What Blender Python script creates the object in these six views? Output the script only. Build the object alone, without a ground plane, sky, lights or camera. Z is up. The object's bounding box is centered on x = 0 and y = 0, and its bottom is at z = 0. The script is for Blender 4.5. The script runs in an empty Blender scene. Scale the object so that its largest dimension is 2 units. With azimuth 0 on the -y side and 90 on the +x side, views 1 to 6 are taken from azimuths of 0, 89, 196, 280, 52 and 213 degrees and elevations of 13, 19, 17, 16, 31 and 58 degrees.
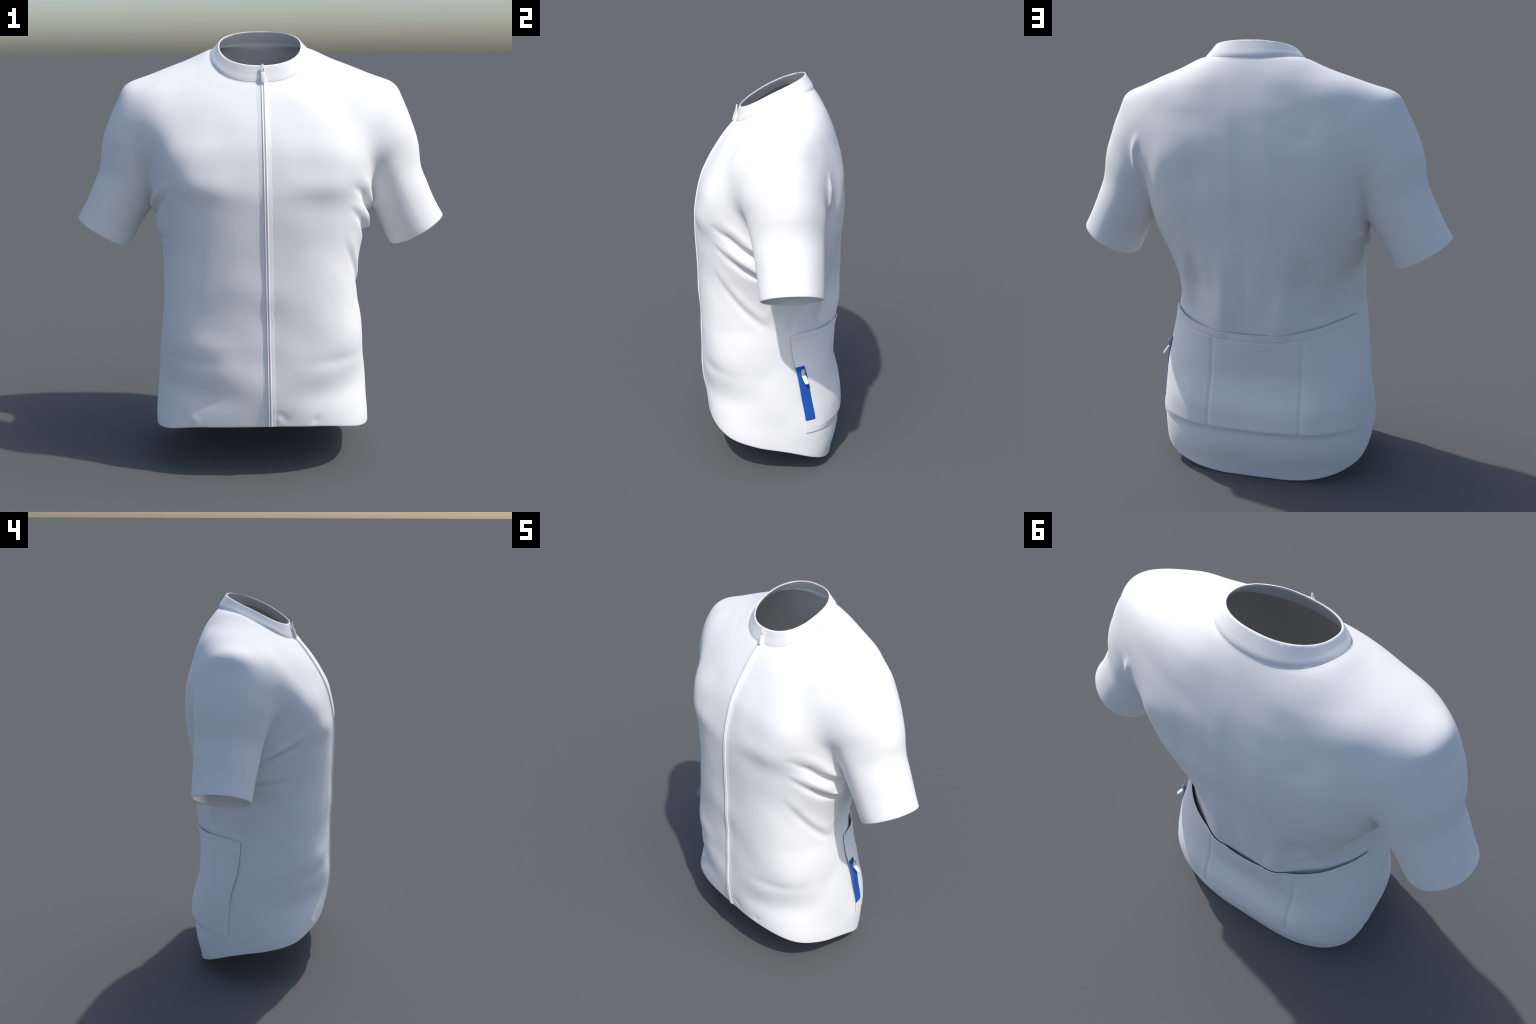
"""White short-sleeved cycling jersey: front zip, stand collar, three back pockets, blue side zip."""
import bpy
import math
import numpy as np

# ------------------------------------------------------------------ helpers
def tab(rows):
    a = np.array(rows, float)
    return a[np.argsort(a[:, 0])]


def spline(rows, soft=0.02):
    """Monotone cubic through control points (straight beyond the ends), softened so that curvature runs on."""
    a = tab(rows)
    x, y = a[:, 0], a[:, 1]
    d = np.diff(y) / np.diff(x)
    m = np.empty_like(y)
    m[0], m[-1] = d[0], d[-1]
    with np.errstate(all="ignore"):
        m[1:-1] = np.where(d[1:] * d[:-1] > 0, 2 * d[1:] * d[:-1] / (d[1:] + d[:-1]), 0.0)
    q = np.linspace(x[0] - 0.3, x[-1] + 0.3, 1600)
    i = np.clip(np.searchsorted(x, q) - 1, 0, len(x) - 2)
    h = x[i + 1] - x[i]
    t = (q - x[i]) / h
    c = np.clip(t, 0, 1)
    v = ((2 * c**3 - 3 * c**2 + 1) * y[i] + (c**3 - 2 * c**2 + c) * h * m[i]
         + (-2 * c**3 + 3 * c**2) * y[i + 1] + (c**3 - c**2) * h * m[i + 1])
    v = v + np.where(t > 1, (t - 1) * h * m[-1], 0) + np.where(t < 0, t * h * m[0], 0)
    if soft > 0:
        step = q[1] - q[0]
        r = int(3 * soft / step) + 1
        k = np.exp(-0.5 * (np.arange(-r, r + 1) * step / soft) ** 2)
        pad = np.concatenate([v[0] + (v[1] - v[0]) * np.arange(-r, 0), v, v[-1] + (v[-1] - v[-2]) * np.arange(1, r + 1)])
        v = np.convolve(pad, k / k.sum(), "valid")
    return lambda z: np.interp(z, q, v)


def smooth(a, b, t):
    t = np.clip((t - a) / (b - a), 0, 1)
    return t * t * (3 - 2 * t)


# ------------------------------------------------------------------ the torso: cross-sections by height
HALF_WIDTH = spline([(-0.15, 0.49), (0.0, 0.500), (0.13, 0.508), (0.2, 0.508), (0.32, 0.501), (0.47, 0.488), (0.6, 0.473),
                     (0.72, 0.461), (0.8, 0.454), (0.9, 0.455), (1.0, 0.462), (1.1, 0.480), (1.2, 0.500), (1.4, 0.510),
                     (1.6, 0.525), (1.70, 0.555), (1.75, 0.574), (1.775, 0.564), (1.79, 0.548), (1.806, 0.519), (1.831, 0.459), (1.856, 0.378),
                     (1.886, 0.300), (1.912, 0.240), (1.935, 0.18), (1.96, 0.10)], 0.008)
FRONT = spline([(-0.15, -0.25), (0.0, -0.30), (0.1, -0.325), (0.2, -0.346), (0.27, -0.358), (0.37, -0.374), (0.47, -0.379), (0.6, -0.374),
                (0.75, -0.372), (0.9, -0.376), (1.05, -0.377), (1.2, -0.379), (1.30, -0.379), (1.36, -0.371), (1.42, -0.358), (1.5, -0.335), (1.6, -0.285),
                (1.68, -0.232), (1.74, -0.184), (1.77, -0.158), (1.85, -0.095), (1.96, 0.0)])
BACK = spline([(-0.15, 0.30), (0.0, 0.316), (0.05, 0.322), (0.10, 0.336), (0.16, 0.353), (0.23, 0.360), (0.36, 0.354), (0.44, 0.332), (0.52, 0.318),
               (0.6, 0.322), (0.7, 0.334), (0.81, 0.349), (0.92, 0.362), (1.07, 0.374), (1.19, 0.377), (1.29, 0.386), (1.36, 0.391),
               (1.52, 0.387), (1.6, 0.376), (1.67, 0.358), (1.75, 0.334), (1.83, 0.298), (1.915, 0.250), (1.96, 0.215)])
MIDDLE = spline([(-0.15, 0.02), (0.3, 0.02), (0.45, 0.015), (0.6, -0.035), (0.75, -0.055), (0.88, -0.045), (1.05, 0.005), (1.2, 0.035), (1.3, 0.04), (1.6, 0.07), (1.75, 0.10), (1.85, 0.13), (1.96, 0.13)], 0.04)
POWER_FRONT = spline([(-0.15, 3.1), (0.2, 3.1), (0.3, 2.7), (0.42, 2.25), (0.55, 2.5), (0.65, 2.7), (0.9, 2.6), (1.1, 2.4), (1.4, 2.4), (1.5, 2.45), (1.6, 2.45), (1.7, 2.15), (1.78, 1.8), (1.86, 1.6), (1.96, 1.7)])
POWER_BACK = spline([(-0.15, 3.1), (0.06, 3.1), (0.2, 2.95), (0.45, 2.4), (0.6, 2.15), (0.72, 1.98), (0.82, 1.86), (0.92, 1.82), (1.0, 1.95), (1.12, 2.25), (1.3, 2.7), (1.5, 2.7), (1.62, 2.6), (1.7, 2.25), (1.78, 1.95), (1.88, 1.9), (1.96, 2.0)])

# soft forms of the body and the drape: (front -1 / back +1, x, z, half width, half height, rise, side)
# side "both" is mirrored, "left" (+x) and "right" (-x) stand alone
FORMS = [
    (-1, 0.36, 1.44, 0.14, 0.14, 0.034, "both"),     # chest
    (-1, 0.24, 1.345, 0.13, 0.055, 0.008, "both"),   # lower edge of the chest
    (-1, 0.47, 1.63, 0.09, 0.13, 0.020, "both"),     # front of the shoulder
    (-1, 0.18, 1.825, 0.13, 0.06, -0.010, "both"),  # below the collar
    (-1, 0.51, 1.725, 0.10, 0.08, 0.034, "both"),
    (-1, 0.42, 0.88, 0.06, 0.15, -0.017, "left"),
    (1, 0.49, 1.50, 0.040, 0.13, 0.013, "both"),
    (-1, 0.25, 0.76, 0.13, 0.14, -0.007, "right"),   # flatter right belly
    (-1, 0.45, 1.04, 0.05, 0.16, -0.007, "right"),
    (-1, 0.43, 1.20, 0.06, 0.06, -0.008, "right"),
    (-1, 0.23, 0.38, 0.15, 0.08, -0.007, "both"),   # below the belly
    (-1, 0.33, 0.555, 0.11, 0.032, -0.004, "both"),  # crease under the belly
    (-1, 0.22, 0.64, 0.13, 0.05, 0.005, "right"),
    (1, 0.40, 1.45, 0.10, 0.17, 0.020, "both"),      # shoulder blade
    (1, 0.145, 0.78, 0.070, 0.13, 0.020, "both"),    # muscle beside the spine
    (1, 0.110, 0.90, 0.035, 0.14, 0.016, "left"),    # drape above the pockets: ridges and hollows
    (1, 0.165, 0.88, 0.035, 0.12, 0.014, "right"),
    (1, 0.245, 0.98, 0.040, 0.12, -0.018, "both"),
    (1, 0.325, 0.95, 0.040, 0.10, 0.012, "both"),
    (1, 0.275, 0.80, 0.045, 0.07, -0.010, "both"),
    (1, 0.000, 0.96, 0.035, 0.14, -0.007, "both"),
    (1, 0.45, 0.90, 0.05, 0.12, -0.016, "both"),
    (1, 0.05, 1.42, 0.035, 0.22, 0.004, "left"),
    (1, 0.20, 1.40, 0.05, 0.20, -0.004, "left"),
    (1, 0.12, 1.45, 0.04, 0.18, 0.004, "right"),
    (1, 0.26, 1.62, 0.05, 0.04, -0.005, "right"),
    (1, 0.18, 1.87, 0.10, 0.07, 0.012, "both"),      # neck muscle
]


def forms(x, y, z):
    out = 0.0
    w = smooth(-0.08, 0.16, y)
    for front_back, cx, cz, rx, rz, rise, side in FORMS:
        px = np.abs(x) if side == "both" else x if side == "left" else -x
        out = out + rise * np.exp(-(((px - cx) / rx) ** 2) - ((z - cz) / rz) ** 2) * (w if front_back > 0 else 1 - w)
    return out


def torso(x, y, z):
    w, m = np.maximum(HALF_WIDTH(z), 0.03), MIDDLE(z)
    front = y < m
    d = np.maximum(np.where(front, m - FRONT(z), BACK(z) - m), 0.03)
    n = np.where(front, POWER_FRONT(z), POWER_BACK(z))
    u, v = np.abs(x) / w, np.abs(y - m) / d
    q = (u**n + v**n + 1e-12) ** (1 / n)
    # rough distance: level set value over its gradient in the plane
    g = np.sqrt((u ** (n - 1) / w) ** 2 + (v ** (n - 1) / d) ** 2) / np.maximum(q, 1e-6) ** (n - 1)
    return (q - 1) / np.maximum(g, 0.4) - forms(x, y, z)


# ------------------------------------------------------------------ the sleeves: slices across a slanted axis
CA, SA = math.cos(math.radians(30)), math.sin(math.radians(30))
CUFF = -0.566


def to_sleeve(x, z):
    return SA * x - CA * z, CA * x + SA * z


def contour(points):
    """x, z outline points -> p as a function of s"""
    rows = []
    for x, z in points:
        s, p = to_sleeve(x, z)
        rows.append((s, p))
    return spline(rows, 0.012)


SLEEVE_OUT = contour([(0.92, 1.02), (0.863, 1.152), (0.838, 1.194), (0.813, 1.241), (0.781, 1.310), (0.754, 1.370), (0.743, 1.417), (0.736, 1.477),
                      (0.721, 1.537), (0.698, 1.597), (0.672, 1.657), (0.645, 1.709), (0.612, 1.757), (0.578, 1.780), (0.52, 1.792), (0.45, 1.79), (0.36, 1.77)])
SLEEVE_IN = contour([(0.72, 0.85), (0.622, 1.010), (0.563, 1.124), (0.531, 1.172), (0.43, 1.32), (0.34, 1.48), (0.30, 1.62), (0.31, 1.70), (0.34, 1.75)])
SLEEVE_FRONT = spline([(-0.5, -0.050), (-0.56, -0.058), (-0.70, -0.072), (-0.83, -0.088), (-0.94, -0.112), (-1.03, -0.140), (-1.12, -0.142), (-1.20, -0.105), (-1.27, -0.04), (-1.34, 0.03)])
SLEEVE_BACK = spline([(-0.5, 0.230), (-0.56, 0.233), (-0.73, 0.240), (-0.87, 0.248), (-0.98, 0.260), (-1.08, 0.262), (-1.17, 0.240), (-1.27, 0.18), (-1.34, 0.12)])


def sleeve(x, y, z):
    s, p = to_sleeve(np.abs(x), z)
    po, pi = SLEEVE_OUT(s), SLEEVE_IN(s)
    yf, yb = SLEEVE_FRONT(s), SLEEVE_BACK(s)
    pc, pw = (po + pi) / 2, np.maximum((po - pi) / 2, 0.01)
    yc, yw = (yf + yb) / 2, np.maximum((yb - yf) / 2, 0.01)
    u, v = np.abs(p - pc) / pw, np.abs(y - yc) / yw
    v = v * (1 + 0.09 * smooth(0.0, 0.8, (p - pc) / pw))
    n = 1.95 + 0.2 * smooth(-0.9, -0.75, s)
    q = (u**n + v**n + 1e-12) ** (1 / n)
    g = np.sqrt((u ** (n - 1) / pw) ** 2 + (v ** (n - 1) / yw) ** 2) / np.maximum(q, 1e-6) ** (n - 1)
    f = (q - 1) / np.maximum(g, 0.4)
    return np.maximum(f, -1.33 - s)


# ------------------------------------------------------------------ the neck: a flared upright band between two sloping loops
RIM = spline([(-0.3, 1.750), (-0.13, 1.846), (-0.07, 1.879), (0.04, 1.936), (0.20, 1.997), (0.35, 2.04)], 0.01)
SEAM = spline([(-0.3, 1.69), (-0.16, 1.771), (-0.148, 1.778), (-0.12, 1.795), (-0.08, 1.826), (0.0, 1.870), (0.07, 1.905), (0.11, 1.919), (0.2, 1.930), (0.25, 1.934), (0.4, 1.94)], 0.012)
NECK_Y = spline([(-1.0, 0.048), (0.0, 0.045), (1.0, 0.036), (2.0, 0.030)], 0.05)
NECK_RX = spline([(-2.0, 0.08), (-0.8, 0.17), (-0.35, 0.207), (0.0, 0.222), (0.5, 0.204), (1.0, 0.187), (2.0, 0.165)], 0.04)
NECK_RY = spline([(-2.0, 0.06), (-0.8, 0.15), (-0.35, 0.181), (0.0, 0.1945), (0.5, 0.181), (1.0, 0.167), (2.0, 0.150)], 0.04)


def neck_level(y, z):
    """0 at the collar seam, 1 at the rim."""
    lo = SEAM(y)
    return (z - lo) / (RIM(y) - lo)


def neck_radius(x, y):
    return (np.abs(x / 0.222) ** 2.25 + np.abs((y - 0.045) / 0.1945) ** 2.25) ** (1 / 2.25)


def seam_cut(x, y, z):
    """Positive on the body side of the collar seam."""
    return np.maximum(SEAM(y) - z, (neck_radius(x, y) - 1.035) * 0.2)


def neck(x, y, z):
    t = neck_level(y, z)
    q = (np.abs(x / NECK_RX(t)) ** 2.25 + np.abs((y - NECK_Y(t)) / NECK_RY(t)) ** 2.25) ** (1 / 2.25)
    return np.maximum((q - 1) * 0.185, (-1.8 - t) * 0.06)


def smin(a, b, k):
    h = np.maximum(k - np.abs(a - b), 0) / k
    return np.minimum(a, b) - h * h * k / 4


def field(x, y, z):
    t, s, n = torso(x, y, z), sleeve(x, y, z), neck(x, y, z)
    # the body ends at the collar seam
    q = neck_radius(x, y)
    t = -smin(-t, -(0.9 * (z - SEAM(y) - 0.12 * np.maximum(q - 1.35, 0)) + 0.002), 0.012 + 0.03 * smooth(1.1, 1.5, q))
    k = 0.015 + 0.105 * smooth(1.25, 1.6, z) * smooth(-1.34, -1.2, to_sleeve(np.abs(x), z)[0])
    return smin(smin(t, s, k), n, 0.010)


def gradient(f, p, e=0.002):
    x, y, z = p.T
    g = np.stack([f(x + e, y, z) - f(x - e, y, z), f(x, y + e, z) - f(x, y - e, z), f(x, y, z + e) - f(x, y, z - e)], 1) / (2 * e)
    return g


# ------------------------------------------------------------------ folds and dents: ridges along lines on the cloth
# (height, half width, how far the start and the end fade away, points of the line)
FOLDS = [
    # left underarm: three big creases fanning forward to the chest
    (0.017, 0.026, 0.8, 0.1, [(0.38, -0.30, 1.375), (0.435, -0.228, 1.368), (0.471, -0.16, 1.322), (0.492, -0.085, 1.25), (0.50, -0.02, 1.215), (0.50, 0.04, 1.20)]),
    (-0.025, 0.019, 0.8, 0.1, [(0.35, -0.31, 1.34), (0.404, -0.260, 1.328), (0.446, -0.203, 1.29), (0.475, -0.14, 1.236), (0.492, -0.06, 1.195), (0.497, 0.02, 1.165)]),
    (0.015, 0.024, 0.8, 0.1, [(0.36, -0.29, 1.28), (0.397, -0.257, 1.254), (0.448, -0.19, 1.218), (0.474, -0.127, 1.175), (0.48, -0.066, 1.133), (0.485, 0.03, 1.105)]),
    (-0.020, 0.017, 0.8, 0.1, [(0.37, -0.29, 1.26), (0.403, -0.248, 1.218), (0.446, -0.185, 1.163), (0.463, -0.123, 1.12), (0.473, -0.05, 1.09), (0.476, 0.028, 1.083)]),
    (0.008, 0.030, 0.7, 0.3, [(0.36, -0.28, 1.18), (0.385, -0.255, 1.113), (0.418, -0.198, 1.017), (0.442, -0.131, 0.933), (0.452, -0.053, 0.875), (0.46, 0.05, 0.86)]),
    (-0.011, 0.022, 0.7, 0.3, [(0.35, -0.29, 1.13), (0.372, -0.263, 1.066), (0.412, -0.209, 0.988), (0.438, -0.141, 0.912), (0.451, -0.063, 0.837), (0.45, 0.04, 0.785)]),
    (0.012, 0.03, 0.3, 0.3, [(0.455, -0.02, 0.94), (0.47, 0.04, 0.90), (0.46, 0.10, 0.91)]),
    # right underarm: one clear crease and a smaller one
    (0.015, 0.018, 0.5, 0.0, [(-0.38, -0.29, 1.35), (-0.413, -0.252, 1.338), (-0.47, -0.15, 1.278), (-0.505, -0.05, 1.22), (-0.515, 0.02, 1.20)]),
    (-0.017, 0.015, 0.5, 0.0, [(-0.40, -0.27, 1.30), (-0.431, -0.22, 1.275), (-0.472, -0.144, 1.232), (-0.492, -0.073, 1.195), (-0.50, 0.02, 1.165)]),
    (0.012, 0.022, 0.5, 0.3, [(-0.45, -0.15, 1.13), (-0.48, -0.04, 1.11), (-0.485, 0.06, 1.10)]),
    (-0.007, 0.018, 0.5, 0.3, [(-0.40, -0.24, 1.10), (-0.439, -0.174, 1.096), (-0.473, -0.045, 1.075), (-0.47, 0.05, 1.06)]),
    # behind the armholes
    (0.018, 0.019, 0.4, 0.4, [(0.49, 0.275, 1.62), (0.507, 0.268, 1.54), (0.510, 0.262, 1.47), (0.500, 0.24, 1.39)]),
    (-0.006, 0.018, 0.4, 0.1, [(0.465, 0.28, 1.58), (0.478, 0.26, 1.47), (0.484, 0.22, 1.36), (0.488, 0.15, 1.25)]),
    (-0.008, 0.015, 0.6, 0.1, [(-0.47, 0.27, 1.50), (-0.485, 0.25, 1.43), (-0.496, 0.209, 1.339), (-0.508, 0.16, 1.25)]),
    (0.010, 0.018, 0.4, 0.2, [(-0.42, 0.22, 1.17), (-0.47, 0.16, 1.17), (-0.495, 0.08, 1.16)]),
    (0.009, 0.018, 0.4, 0.2, [(0.43, 0.21, 1.15), (0.47, 0.14, 1.16), (0.49, 0.07, 1.15)]),
    # small puckers packed into the armpits
    (-0.012, 0.009, 0.5, 0.2, [(0.455, -0.16, 1.265), (0.485, -0.09, 1.225), (0.50, -0.02, 1.20)]),
    (0.009, 0.010, 0.5, 0.3, [(0.47, -0.10, 1.145), (0.485, -0.03, 1.115), (0.48, 0.06, 1.12)]),
    (-0.009, 0.010, 0.4, 0.3, [(0.44, 0.20, 1.20), (0.475, 0.13, 1.20), (0.49, 0.06, 1.17)]),
    (0.011, 0.011, 0.4, 0.3, [(-0.43, 0.20, 1.23), (-0.475, 0.14, 1.215), (-0.50, 0.06, 1.19)]),
    (-0.012, 0.010, 0.4, 0.2, [(-0.42, 0.22, 1.20), (-0.47, 0.15, 1.19), (-0.495, 0.07, 1.165)]),
    (0.008, 0.011, 0.4, 0.4, [(-0.43, 0.19, 1.13), (-0.465, 0.12, 1.125), (-0.475, 0.05, 1.13)]),
    (-0.008, 0.010, 0.5, 0.2, [(-0.46, -0.17, 1.315), (-0.495, -0.09, 1.27), (-0.51, -0.02, 1.24)]),
    # the waist
    (-0.010, 0.025, 0.4, 0.2, [(0.40, 0.16, 0.90), (0.43, 0.12, 0.83), (0.44, 0.09, 0.77)]),
    (-0.009, 0.025, 0.4, 0.2, [(-0.40, 0.16, 0.92), (-0.43, 0.12, 0.84), (-0.445, 0.07, 0.77)]),
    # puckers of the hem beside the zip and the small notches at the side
    (-0.002, 0.018, 0.4, 0.2, [(0.05, -0.365, 0.33), (0.085, -0.363, 0.315), (0.12, -0.36, 0.275)]),
    (0.002, 0.016, 0.4, 0.4, [(0.055, -0.362, 0.295), (0.09, -0.36, 0.29)]),
    (-0.003, 0.02, 0.4, 0.4, [(0.22, -0.34, 0.30), (0.255, -0.335, 0.27)]),
    (0.004, 0.022, 0.4, 0.4, [(-0.33, -0.29, 0.27), (-0.31, -0.305, 0.285), (-0.27, -0.32, 0.25)]),
    (-0.0025, 0.007, 0.1, 0.0, [(-0.504, 0.094, 0.185), (-0.504, 0.094, 0.12)]),
    (-0.004, 0.005, 0.1, 0.0, [(-0.479, -0.15, 0.228), (-0.479, -0.15, 0.17)]),
]


_rng = np.random.default_rng(11)
WAVES = [(w / np.linalg.norm(w) * 2 * math.pi / length, phase, length) for w, phase, length in
         ((_rng.normal(size=3) * np.array([1, 1, 0.8]), _rng.uniform(0, 6.28), length) for length in np.geomspace(0.10, 0.34, 22))]


def ripple(p):
    """Slight unevenness of worn cloth: many soft waves crossing each other."""
    out = np.zeros(len(p))
    for k, phase, length in WAVES:
        out += 0.0015 * length * np.sin(p @ k + phase)
    calm = smooth(0.85, 0.60, np.abs(p[:, 0])) * smooth(1.82, 1.7, p[:, 2])
    return out * (0.35 + 0.65 * calm)


def relief(p):
    out = ripple(p)
    for height, width, fa, fb, line in FOLDS:
        a = np.array(line, float)
        near = (np.abs(p - (a.max(0) + a.min(0)) / 2) < (a.max(0) - a.min(0)) / 2 + 3 * width).all(1)
        if not near.any():
            continue
        q = p[near]
        best, along = np.full(len(q), 9.0), np.zeros(len(q))
        n = len(a) - 1
        for i in range(n):
            d = a[i + 1] - a[i]
            t = np.clip(((q - a[i]) @ d) / (d @ d), 0, 1)
            r = np.linalg.norm(q - a[i] - t[:, None] * d, axis=1)
            better = r < best
            best = np.where(better, r, best)
            along = np.where(better, (i + t) / n, along)
        fade = np.ones(len(q))
        if fa:
            fade *= smooth(0, fa, along)
        if fb:
            fade *= smooth(0, fb, 1 - along)
        out[near] += height * np.exp(-((best / width) ** 2)) * fade
    return out


# ------------------------------------------------------------------ meshing: surface nets on the field
def surface_net(f, lo, hi, h):
    nx, ny, nz = (int(math.ceil((b - a) / h)) + 1 for a, b in zip(lo, hi))
    xs, ys, zs = (lo[i] + h * np.arange(n) for i, n in enumerate((nx, ny, nz)))
    val = np.empty((nx, ny, nz), np.float32)
    Y, Z = np.meshgrid(ys, zs, indexing="ij")
    for i, x in enumerate(xs):
        val[i] = f(np.full_like(Y, x), Y, Z)
    inside = val < 0
    corner = [(i, j, k) for i in (0, 1) for j in (0, 1) for k in (0, 1)]
    cut = lambda a, c: a[c[0]:nx - 1 + c[0], c[1]:ny - 1 + c[1], c[2]:nz - 1 + c[2]]
    count = sum(cut(inside, c).astype(np.int8) for c in corner)
    active = (count > 0) & (count < 8)
    idx = np.full(active.shape, -1, np.int64)
    cells = np.argwhere(active)
    idx[active] = np.arange(len(cells))
    total, weight = np.zeros((len(cells), 3)), np.zeros(len(cells))
    for a in corner:
        for ax in range(3):
            if a[ax]:
                continue
            b = list(a)
            b[ax] = 1
            va = val[cells[:, 0] + a[0], cells[:, 1] + a[1], cells[:, 2] + a[2]]
            vb = val[cells[:, 0] + b[0], cells[:, 1] + b[1], cells[:, 2] + b[2]]
            hit = (va < 0) != (vb < 0)
            t = np.where(hit, va / np.where(hit, va - vb, 1), 0)
            pos = np.tile(np.array(a, float), (len(cells), 1))
            pos[:, ax] = t
            total += pos * hit[:, None]
            weight += hit
    verts = np.array(lo) + h * (cells + total / weight[:, None])
    quads = []
    for ax in range(3):
        o1, o2 = (ax + 1) % 3, (ax + 2) % 3
        sl = [slice(1, n - 1) for n in (nx, ny, nz)]
        sl[ax] = slice(0, (nx, ny, nz)[ax] - 1)
        nxt = list(sl)
        nxt[ax] = slice(1, (nx, ny, nz)[ax])
        a, b = inside[tuple(sl)], inside[tuple(nxt)]
        e = np.argwhere(a != b)
        flip = a[a != b]
        for i in range(3):
            e[:, i] += sl[i].start
        c = []
        for d1, d2 in ((0, 0), (-1, 0), (-1, -1), (0, -1)):
            q = e.copy()
            q[:, o1] += d1
            q[:, o2] += d2
            c.append(idx[q[:, 0], q[:, 1], q[:, 2]])
        c = np.stack(c, 1)
        c[~flip] = c[~flip][:, ::-1]
        quads.append(c)
    return verts, np.vstack(quads)


def relax(v, tri, f, rounds):
    edges = np.unique(np.sort(np.vstack([tri[:, [0, 1]], tri[:, [1, 2]], tri[:, [2, 0]]]), 1), axis=0)
    deg = np.bincount(edges.ravel(), minlength=len(v)).astype(float)
    for r in range(rounds + 1):
        if r < rounds:
            acc = np.zeros_like(v)
            for i in range(3):
                acc[:, i] = np.bincount(edges[:, 0], v[edges[:, 1], i], len(v)) + np.bincount(edges[:, 1], v[edges[:, 0], i], len(v))
            v = v + 0.6 * (acc / np.maximum(deg, 1)[:, None] - v)
        for _ in range(1 if r < rounds else 3):
            g = gradient(f, v)
            val = f(*v.T)
            step = val[:, None] * g / np.maximum((g * g).sum(1), 0.05)[:, None]
            ln = np.linalg.norm(step, axis=1)
            v = v - step * np.minimum(1, 0.01 / np.maximum(ln, 1e-9))[:, None]
    return v


def melt(v, tri, weight, rounds):
    """Let the cloth span softly over the joint between sleeve and body."""
    edges = np.unique(np.sort(np.vstack([tri[:, [0, 1]], tri[:, [1, 2]], tri[:, [2, 0]]]), 1), axis=0)
    w = weight(v)
    edges = edges[(w[edges] > 0.002).any(1)]
    ids = np.unique(edges)
    back = np.full(len(v), 0)
    back[ids] = np.arange(len(ids))
    e, q, k = back[edges], v[ids].copy(), (0.6 * w[ids])[:, None]
    deg = np.maximum(np.bincount(e.ravel(), minlength=len(ids)), 1)[:, None]
    for _ in range(rounds):
        acc = np.stack([np.bincount(e[:, 0], q[e[:, 1], i], len(ids)) + np.bincount(e[:, 1], q[e[:, 0], i], len(ids)) for i in range(3)], 1)
        q = q + k * (acc / deg - q)
    v = v.copy()
    v[ids] = q
    return v


def clip(v, tri, g):
    """Keep the part of a triangle mesh where g(v) > 0, cutting triangles along g = 0."""
    val = g(v)
    near = np.abs(val) < 0.0022
    if near.any():
        gr = np.stack([(g(v[near] + d) - g(v[near] - d)) / 0.002 for d in np.eye(3) * 0.001], 1)
        v = v.copy()
        v[near] -= val[near][:, None] * gr / np.maximum((gr * gr).sum(1), 0.05)[:, None]
        val = val.copy()
        val[near] = 0.0
    keep = val >= 0
    n_in = (val[tri] > 0).sum(1)
    n_neg = (val[tri] < 0).sum(1)
    out = [tri[(n_neg == 0) & (n_in > 0)]]
    mixed = tri[(n_neg > 0) & (n_in > 0)]
    verts, extra, made = [v], [], {}

    def at(i, j):
        key = (min(i, j), max(i, j))
        if key not in made:
            t = val[i] / (val[i] - val[j])
            made[key] = len(v) + len(extra)
            extra.append(v[i] + t * (v[j] - v[i]))
        return made[key]
    new = []
    for t in mixed:
        ring = []
        for k in range(3):
            i, j = t[k], t[(k + 1) % 3]
            if val[i] >= 0:
                ring.append(i)
            if val[i] * val[j] < 0:
                ring.append(at(i, j))
        for k in range(1, len(ring) - 1):
            new.append((ring[0], ring[k], ring[k + 1]))
    if extra:
        verts.append(np.array(extra))
        out.append(np.array(new))
    v, tri = np.vstack(verts), np.vstack(out)
    used = np.unique(tri)
    remap = np.full(len(v), -1)
    remap[used] = np.arange(len(used))
    return v[used], remap[tri]


def even_rim(v, tri, rounds=14):
    """Smooth the open edges along themselves."""
    e = np.vstack([tri[:, [0, 1]], tri[:, [1, 2]], tri[:, [2, 0]]])
    u, cnt = np.unique(np.sort(e, 1), axis=0, return_counts=True)
    rim = u[cnt == 1]
    deg = np.bincount(rim.ravel(), minlength=len(v))
    ok = deg == 2
    v = v.copy()
    for r in range(rounds):
        acc = np.zeros_like(v)
        for i in range(3):
            acc[:, i] = np.bincount(rim[:, 0], v[rim[:, 1], i], len(v)) + np.bincount(rim[:, 1], v[rim[:, 0], i], len(v))
        v[ok] += 0.5 * (acc[ok] / 2 - v[ok])
    return v


def vertex_normals(v, tri):
    fn = np.cross(v[tri[:, 1]] - v[tri[:, 0]], v[tri[:, 2]] - v[tri[:, 0]])
    n = np.zeros_like(v)
    for k in range(3):
        for i in range(3):
            n[:, i] += np.bincount(tri[:, k], fn[:, i], len(v))
    return n / np.maximum(np.linalg.norm(n, axis=1), 1e-12)[:, None]


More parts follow.
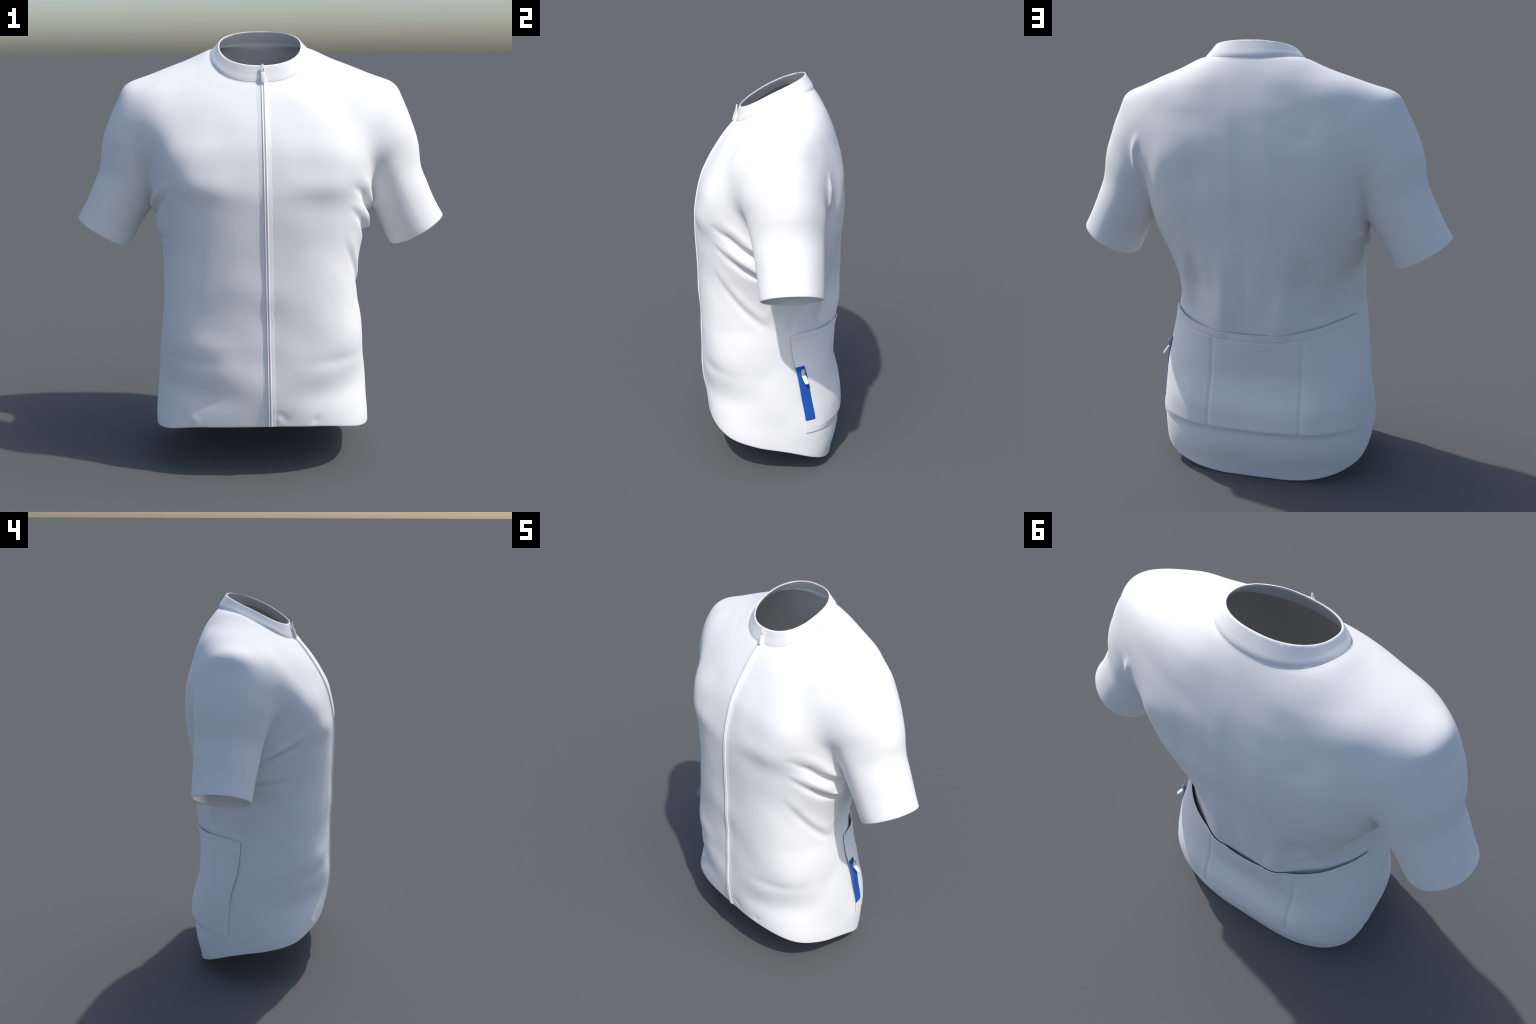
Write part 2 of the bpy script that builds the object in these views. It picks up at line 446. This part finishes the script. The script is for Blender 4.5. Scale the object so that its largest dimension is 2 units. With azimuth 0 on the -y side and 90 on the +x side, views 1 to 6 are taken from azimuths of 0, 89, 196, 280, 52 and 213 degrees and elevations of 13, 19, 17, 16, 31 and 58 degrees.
# ------------------------------------------------------------------ materials
def material(name, colour, rough=0.8, spec=0.25, grain=0.0):
    m = bpy.data.materials.new(name)
    m.use_nodes = True
    nt = m.node_tree
    b = nt.nodes["Principled BSDF"]
    b.inputs["Base Color"].default_value = (*colour, 1)
    b.inputs["Roughness"].default_value = rough
    b.inputs["Specular IOR Level"].default_value = spec
    if grain:
        co = nt.nodes.new("ShaderNodeTexCoord")
        no = nt.nodes.new("ShaderNodeTexNoise")
        no.inputs["Scale"].default_value = 350
        bump = nt.nodes.new("ShaderNodeBump")
        bump.inputs["Strength"].default_value = grain
        bump.inputs["Distance"].default_value = 0.001
        nt.links.new(co.outputs["Object"], no.inputs["Vector"])
        nt.links.new(no.outputs["Fac"], bump.inputs["Height"])
        nt.links.new(bump.outputs["Normal"], b.inputs["Normal"])
    return m


CLOTH = material("white_jersey_cloth", (0.80, 0.80, 0.80), 0.85, 0.2, 0.05)
TAPE = material("white_zip_tape", (0.80, 0.80, 0.80), 0.7, 0.3)
PLASTIC = material("white_zip_plastic", (0.80, 0.80, 0.80), 0.4, 0.5)
GREY = material("grey_zip_slider", (0.45, 0.45, 0.45), 0.45, 0.5)
BLUE = material("blue_zip_tape", (0.009, 0.095, 0.42), 0.7, 0.3)

jersey = bpy.data.objects.new("cycling_jersey", None)
bpy.context.scene.collection.objects.link(jersey)
jersey["label"] = "white short sleeved cycling jersey with front zip and back pockets"
jersey["category"] = "cycling jersey"


def add(name, v, faces, mat, parent=jersey, normals=None):
    me = bpy.data.meshes.new(name)
    me.from_pydata(np.asarray(v).tolist(), [], [tuple(map(int, f)) for f in faces])
    me.materials.append(mat)
    me.polygons.foreach_set("use_smooth", np.ones(len(me.polygons), bool))
    me.update()
    if normals is not None:
        me.normals_split_custom_set_from_vertices(np.asarray(normals).tolist())
    ob = bpy.data.objects.new(name, me)
    ob.parent = parent
    bpy.context.scene.collection.objects.link(ob)
    return ob


def group(name, parent=jersey):
    ob = bpy.data.objects.new(name, None)
    ob.parent = parent
    bpy.context.scene.collection.objects.link(ob)
    return ob


# ------------------------------------------------------------------ the garment shell
HEM = spline([(-0.45, 0.275), (-0.36, 0.262), (-0.25, 0.215), (-0.09, 0.178), (0.07, 0.145), (0.16, 0.114), (0.25, 0.064), (0.285, 0.034), (0.314, 0.004), (0.34, -0.016)], 0.01)
THICK = 0.006
STEP = 0.0075


def build_shell():
    v, quads = surface_net(field, (-0.99, -0.45, -0.12), (0.99, 0.45, 2.12), STEP)
    tri = np.vstack([quads[:, [0, 1, 2]], quads[:, [0, 2, 3]]])
    v = relax(v, tri, field, 4)
    v = melt(v, tri, lambda p: np.exp(-(((np.abs(p[:, 0]) - 0.51) / 0.10) ** 2)) * smooth(1.40, 1.58, p[:, 2]), 160)
    v, tri = clip(v, tri, lambda p: p[:, 2] - HEM(p[:, 1]))
    v, tri = clip(v, tri, lambda p: CUFF - np.where(np.abs(p[:, 0]) > 0.52, to_sleeve(np.abs(p[:, 0]), p[:, 2])[0], -2))
    v, tri = clip(v, tri, lambda p: RIM(p[:, 1]) - p[:, 2])
    # cut along the collar seam, so that the collar has a clean lower edge
    a = clip(v, tri, lambda p: seam_cut(*p.T))
    b = clip(v, tri, lambda p: -seam_cut(*p.T))
    return (even_rim(*a), a[1]), (even_rim(*b), b[1])


def shell(v, tri, thick, lift=0.0):
    """Two-sided cloth: outer surface, inner surface and a rounded edge between them."""
    v0 = v
    g = gradient(field, v)
    n = g / np.linalg.norm(g, axis=1)[:, None]
    v = v + n * (relief(v) + lift)[:, None]
    n = vertex_normals(v, tri)
    e = np.vstack([tri[:, [0, 1]], tri[:, [1, 2]], tri[:, [2, 0]]])
    key = np.sort(e, 1)
    _, inv, cnt = np.unique(key, axis=0, return_inverse=True, return_counts=True)
    rim = e[cnt[inv.ravel()] == 1]
    N = len(v)
    out = np.vstack([v, v - n * thick])
    faces = np.vstack([tri, tri[:, ::-1] + N])
    # rounded rim: one loop pushed a little beyond the edge
    rv = np.unique(rim)
    side = np.zeros_like(v)
    d = np.cross(v[rim[:, 1]] - v[rim[:, 0]], n[rim[:, 0]])
    for k in (0, 1):
        for i in range(3):
            side[:, i] += np.bincount(rim[:, k], d[:, i], N)
    side = side[rv]
    side /= np.maximum(np.linalg.norm(side, axis=1), 1e-9)[:, None]
    on_seam = np.abs(seam_cut(*v0[rv].T)) < 0.003
    loop = v[rv] - n[rv] * thick / 2 + side * thick * np.where(on_seam, 0.02, 0.4)[:, None]
    where = np.full(N, -1)
    where[rv] = 2 * N + np.arange(len(rv))
    out = np.vstack([out, loop])
    i, j = rim.T
    quads = np.vstack([np.stack([j, i, where[i], where[j]], 1), np.stack([where[j], where[i], i + N, j + N], 1)])
    return out, faces, quads, n


def finish_part(name, v, tri, quads, mat, normals=None, parent=jersey):
    faces = [tuple(t) for t in tri] + [tuple(q) for q in quads]
    used = np.unique(np.concatenate([tri.ravel(), quads.ravel()])) if len(quads) else np.unique(tri)
    remap = np.full(len(v), -1)
    remap[used] = np.arange(len(used))
    return add(name, v[used], [tuple(remap[list(f)]) for f in faces], mat, parent, None if normals is None else normals[used])


(body_v, body_t), (collar_v, collar_t) = build_shell()
V, T, Q, N_out = shell(body_v, body_t, THICK)
M = len(body_v)
open_edge = np.abs(seam_cut(*body_v[np.where(Q[:, 0] < M, Q[:, 0], Q[:, 3] - M)].T)) > 0.004  # the collar seam keeps the cloth's own normals
allt = np.vstack([T, Q[open_edge][:, [0, 1, 2]], Q[open_edge][:, [0, 2, 3]]])
VN = vertex_normals(V, allt)
is_sleeve_v = (sleeve(*body_v.T) < torso(*body_v.T) - 0.002) & (np.abs(body_v[:, 0]) > 0.42) & (body_v[:, 2] > 0.9)


def part_of(face):
    """0 right front, 1 left front, 2 back, 3 right sleeve, 4 left sleeve, by the outer vertex it hangs from"""
    base = np.where(face < 2 * M, face % M, 0)
    c = body_v[base].mean(1)
    s = is_sleeve_v[base].sum(1) * 2 > face.shape[1]
    side_line = 0.07 + 0.05 * smooth(0.75, 0.25, c[:, 2]) + 0.0 * c[:, 0]
    return np.where(s, np.where(c[:, 0] > 0, 3, 4), np.where(c[:, 1] > side_line, 2, np.where(c[:, 0] > 0.012, 0, 1)))


rim_owner = {}
pt = part_of(T)
# the rim quads follow the body vertex they start from
pq = part_of(np.stack([np.where(Q[:, 0] < M, Q[:, 0], Q[:, 3] - M), np.where(Q[:, 1] < M, Q[:, 1], Q[:, 2] - M)], 1)) if len(Q) else np.zeros(0)
for k, name in enumerate(("front_panel", "front_panel", "back_panel", "sleeve", "sleeve")):
    finish_part(name, V, T[pt == k], Q[pq == k], CLOTH, VN)

# ------------------------------------------------------------------ collar
CV, CT, CQ, _ = shell(collar_v, collar_t, 0.007, 0.0012)
collar = finish_part("collar", CV, CT, CQ, CLOTH)


# ------------------------------------------------------------------ finding the cloth from a direction
def along(origin, direction, reach, f=field, steps=120):
    """First point, coming from outside, where rays toward the body meet it."""
    o, d = np.asarray(origin, float), np.asarray(direction, float)
    t = np.linspace(0, reach, steps)
    lo, hi = np.zeros(len(o)), np.full(len(o), reach)
    done = np.zeros(len(o), bool)
    for a, b in zip(t[:-1], t[1:]):
        p = o + d * b
        hit = (f(*p.T) < 0) & ~done
        lo, hi = np.where(hit, a, lo), np.where(hit, b, hi)
        done |= hit
    for _ in range(24):
        m = (lo + hi) / 2
        ins = f(*(o + d * m[:, None]).T) < 0
        hi, lo = np.where(ins, m, hi), np.where(ins, lo, m)
    p = o + d * ((lo + hi) / 2)[:, None]
    g = gradient(f, p)
    n = g / np.linalg.norm(g, axis=1)[:, None]
    return p, n


def on_front(x, z):
    x, z = np.broadcast_arrays(np.asarray(x, float), np.asarray(z, float))
    p, n = along(np.stack([x, np.full_like(x, -0.6), z], 1), np.array([0, 1.0, 0]), 0.7)
    return p + n * relief(p)[:, None], n


POCKET_POWER = spline([(0.2, 2.9), (0.35, 2.85), (0.47, 2.9), (0.57, 2.65), (0.66, 2.25), (0.75, 2.02), (0.85, 1.95)])


def fuller(x, y, z):
    """The torso without its hollow flanks: pockets are stretched straight across them."""
    w, m = HALF_WIDTH(z), MIDDLE(z)
    d = np.where(y < m, m - FRONT(z), BACK(z) - m + 0.010 * smooth(0.5, 0.72, z))
    n = POCKET_POWER(z)
    u, v = np.abs(x) / w, np.abs(y - m) / d
    return np.minimum((u**n + v**n + 1e-12) ** (1 / n) - 1, torso(x, y, z))


def around(angle, z, lift):
    """Angle from straight back (0), positive toward +x."""
    c, s = np.cos(angle), np.sin(angle)
    d = np.stack([-s, -c, np.zeros_like(c)], 1)
    o = np.stack([np.zeros_like(c), MIDDLE(z), z], 1) - d * 0.75
    p, n = along(o, d, 0.7, fuller)
    n[:, 2] *= 0.5
    n /= np.linalg.norm(n, axis=1)[:, None]
    return p + n * (relief(p) + lift)[:, None], n


def grid_faces(a, b):
    i, j = np.meshgrid(np.arange(a - 1), np.arange(b - 1), indexing="ij")
    k = (i * b + j).ravel()
    return np.stack([k, k + b, k + b + 1, k + 1], 1)


def sheet(name, v, a, b, normals, thick, mat, parent=jersey):
    """A grid of points with thickness (outer side given)."""
    f = grid_faces(a, b)
    tri = np.vstack([f[:, [0, 1, 2]], f[:, [0, 2, 3]]])
    if (vertex_normals(v, tri) * normals).sum() < 0:
        tri, f = tri[:, ::-1], f[:, ::-1]
    n = vertex_normals(v, tri)
    e = np.vstack([f[:, [0, 1]], f[:, [1, 2]], f[:, [2, 3]], f[:, [3, 0]]])
    _, inv, cnt = np.unique(np.sort(e, 1), axis=0, return_inverse=True, return_counts=True)
    rim = e[cnt[inv.ravel()] == 1]
    N = len(v)
    i, j = rim.T
    faces = np.vstack([f, f[:, ::-1] + N, np.stack([j, i, i + N, j + N], 1)])
    ob = add(name, np.vstack([v, v - n * thick]), faces, mat, parent)
    sharp_by_angle(ob, 50)
    return ob


def sharp_by_angle(ob, deg):
    me = ob.data
    me.set_sharp_from_angle(angle=math.radians(deg))


def tube(name, path, radius, mat, parent, sides=8, cap=True):
    p = np.asarray(path, float)
    r = np.broadcast_to(np.asarray(radius, float), (len(p),))
    t = np.gradient(p, axis=0)
    t /= np.linalg.norm(t, axis=1)[:, None]
    ref = np.array([1.0, 0, 0])
    a = np.cross(t, ref)
    a /= np.linalg.norm(a, axis=1)[:, None]
    b = np.cross(t, a)
    ang = np.arange(sides) * math.tau / sides
    v = (p[:, None] + r[:, None, None] * (np.cos(ang)[None, :, None] * a[:, None] + np.sin(ang)[None, :, None] * b[:, None])).reshape(-1, 3)
    f = []
    for i in range(len(p) - 1):
        for k in range(sides):
            l = (k + 1) % sides
            f.append((i * sides + k, i * sides + l, (i + 1) * sides + l, (i + 1) * sides + k))
    if cap:
        f.append(tuple(range(sides))[::-1])
        f.append(tuple((len(p) - 1) * sides + k for k in range(sides)))
    return add(name, v, f, mat, parent)


sharp_by_angle(collar, 55)


# ------------------------------------------------------------------ front zip
def zip_x(z):
    return 0.008 + 0.024 * (1.80 - np.asarray(z)) / 1.53


zipper = group("front_zipper")
RIM_Z, SEAM_Z, HEM_Z = 1.846, 1.778, 0.262


def build_zip():
    z = np.linspace(HEM_Z + 0.003, RIM_Z - 0.001, 260)
    half = [(0.0014, 0.0018), (0.0030, 0.0062), (0.0055, 0.0078), (0.0080, 0.0064), (0.0098, 0.0026), (0.0125, 0.0027), (0.0175, 0.0018), (0.023, 0.0008), (0.030, -0.0004), (0.035, -0.0025)]
    off = np.array([-o for o, r in half[::-1]] + [o for o, r in half])
    rise = np.array([r for o, r in half[::-1]] + [r for o, r in half])
    rng = np.random.default_rng(7)
    wob = np.interp(z, np.linspace(0.2, 1.9, 75), rng.normal(0, 1, 75))
    rows = []
    nn = []
    base, n0 = on_front(zip_x(z), z)
    for o, r in zip(off, rise):
        oo = o + (np.sign(o) * 0.0016 * wob if abs(o) > 0.02 else 0)
        p, n = on_front(zip_x(z) + oo, z)
        up = smooth(SEAM_Z + 0.0, SEAM_Z + 0.02, z)
        rows.append(p + n0 * (r * (1 - 0.6 * up) - 0.002 * up * (abs(o) > 0.02))[:, None])
        nn.append(n0)
    v = np.stack(rows, 0).reshape(-1, 3)
    sheet("zipper_tape", v, len(off), len(z), np.stack(nn, 0).reshape(-1, 3), 0.003, TAPE, zipper)


build_zip()


def loft_outline(name, centre, side, up, out, outline, thick, mat, parent, hole=None):
    """A flat tab: outline in (side, up) with rounded edges, thickness along out."""
    pts = np.array(outline)
    c = np.asarray(centre, float)
    mid = pts.mean(0)
    rings = []
    for d, k in ((-0.5, 0.82), (-0.32, 1.0), (0.32, 1.0), (0.5, 0.82)):
        q = mid + (pts - mid) * np.array([k, 1 - (1 - k) * 0.35])
        rings.append(c + q[:, :1] * side + q[:, 1:] * up + d * thick * out)
    n = len(pts)
    v = np.vstack(rings)
    f = [(r * n + i, r * n + (i + 1) % n, (r + 1) * n + (i + 1) % n, (r + 1) * n + i) for r in range(3) for i in range(n)]
    f += [tuple(range(n))[::-1], tuple(3 * n + i for i in range(n))]
    ob = add(name, v, f, mat, parent)
    sharp_by_angle(ob, 60)
    return ob


def rounded(w_top, w_mid, w_bot, length, seg=10):
    """Tab outline, top at 0, hanging down; returns points counter-clockwise."""
    prof = [(0, w_top * 0.6), (0.08, w_top), (0.35, w_mid), (0.7, w_bot), (0.9, w_bot * 0.92), (0.97, w_bot * 0.7), (1.0, w_bot * 0.3)]
    right = [(w, -t * length) for t, w in prof]
    left = [(-w, -t * length) for t, w in prof[::-1]]
    return right + left


def unit(a):
    a = np.asarray(a, float)
    return a / np.linalg.norm(a)


X = np.array([1.0, 0, 0])
# slider body on the tape, bridge at the rim, tab hanging in front of the collar
top, foot = np.array([0.009, -0.1545, 1.820]), np.array([0.009, -0.1695, 1.773])
d = unit(foot - top)
out = unit(np.cross(d, X))
out = out if out[1] < 0 else -out
loft_outline("pull_tab", top, X, -d, out, rounded(0.0085, 0.0092, 0.0096, float(np.linalg.norm(foot - top))), 0.0055, PLASTIC, zipper)
for sx in (-1, 1):
    tube("pull_loop", [(0.009 + sx * 0.0025, -0.1475, 1.842), (0.009 + sx * 0.0060, -0.1510, 1.828), (0.009 + sx * 0.0062, -0.1555, 1.812)], [0.0018, 0.0022, 0.0022], PLASTIC, zipper, 8)
tube("zipper_slider", [(0.008, -0.1440, 1.853), (0.008, -0.1455, 1.849), (0.0085, -0.1465, 1.836), (0.009, -0.1465, 1.820), (0.009, -0.1515, 1.800), (0.0095, -0.1600, 1.776), (0.0095, -0.1640, 1.766)], [0.003, 0.0042, 0.0042, 0.0045, 0.0065, 0.0070, 0.005], PLASTIC, zipper, 10)

# ------------------------------------------------------------------ back pockets
pocket = group("back_pocket")
ANG_R = math.atan2(0.45, 0.155 - 0.02)
TOP = spline([(-1.6, 0.755), (-1.1, 0.768), (-0.7, 0.750), (-0.3, 0.737), (0.3, 0.737), (0.7, 0.748), (1.1, 0.765), (1.6, 0.748)], 0.06)


def edge_angle(z, side):
    """Angle of the pocket's side edge at a height."""
    pts = [(0.25, 0.482, 0.156), (0.31, 0.478, 0.157), (0.45, 0.465, 0.135), (0.595, 0.447, 0.111), (0.751, 0.419, 0.091)] if side > 0 else \
          [(0.257, 0.497, 0.104), (0.40, 0.485, 0.10), (0.55, 0.465, 0.075), (0.757, 0.438, 0.052)]
    a = spline([(h, math.atan2(x, y - float(MIDDLE(h)))) for h, x, y in pts])
    return a(z)


def build_pocket():
    na, nb = 220, 110
    u = np.linspace(-1, 1, na)
    w = np.linspace(0, 1, nb)
    U, W = np.meshgrid(u, w, indexing="ij")
    U, W = U.ravel(), W.ravel()
    bottom = 0.252
    z = bottom + W * 0.49
    for _ in range(3):
        ang = np.where(U > 0, U * edge_angle(z, 1), U * edge_angle(z, -1))
        z = bottom + W * (TOP(ang) - bottom)
    edge = smooth(0.0, 0.45, 1 - np.abs(U)) * smooth(0, 0.055, W)
    lift = 0.0058 - 0.0025 * W + 0.012 * edge * (1 - 0.5 * smooth(0.5, 1.0, W)) 
    x_here = around(ang, z, lift)[0][:, 0]
    for low, high in ((0.208, 0.176), (-0.232, -0.240)):
        seam = low + (high - low) * (z - 0.26) / 0.44
        inside = smooth(0.0, 0.04, W) * smooth(0.945, 0.90, W)
        lift -= (0.0065 * np.exp(-(((x_here - seam) / 0.0075) ** 2))) * inside
    lift += 0.006 * np.exp(-(((np.abs(x_here) - 0.29) / 0.045) ** 2) - ((z - 0.38) / 0.12) ** 2)
    lift -= 0.0022 * np.exp(-(((TOP(ang) - z - 0.035) / 0.004) ** 2))
    p, n = around(ang, z, lift)
    sheet("pocket_panel", p, na, nb, n, 0.0042, CLOTH, pocket)


build_pocket()

# ------------------------------------------------------------------ blue side zip with its pull
side_zip = group("side_zipper")


def build_side_zip():
    na, nb = 7, 50
    w = np.linspace(0, 1, nb)
    z = 0.318 + w * 0.285
    rows, nn = [], []
    e = edge_angle(z, 1)
    for k in np.linspace(0, 1, na):
        p, n = around(e + 0.003 - k * 0.105, z, np.full(nb, 0.0056 + 0.0012 * k))
        rows.append(p)
        nn.append(n)
    v = np.stack(rows).reshape(-1, 3)
    sheet("blue_zip_tape", v, na, nb, np.stack(nn).reshape(-1, 3), 0.003, BLUE, side_zip)


build_side_zip()
q, qn = around(np.array([edge_angle(0.578, 1) - 0.06]), np.array([0.578]), np.array([0.016]))
tip = np.array([0.485, 0.169, 0.526])
dn = unit(tip - np.array([0.449, 0.143, 0.578]))
sd = unit(np.cross(dn, qn[0]))
nrm = unit(np.cross(sd, dn))
loft_outline("slider", q[0] + np.array([0, 0, 0.014]), unit(np.cross([0, 0, 1.0], qn[0])), np.array([0, 0, 1.0]), qn[0], rounded(0.009, 0.0115, 0.0085, 0.034), 0.010, GREY, side_zip)
loft_outline("pull_tab", tip + np.array([0.002, 0.0, 0.0]) - dn * 0.064, sd, -dn, nrm, rounded(0.006, 0.0105, 0.0115, 0.066), 0.007, PLASTIC, side_zip)
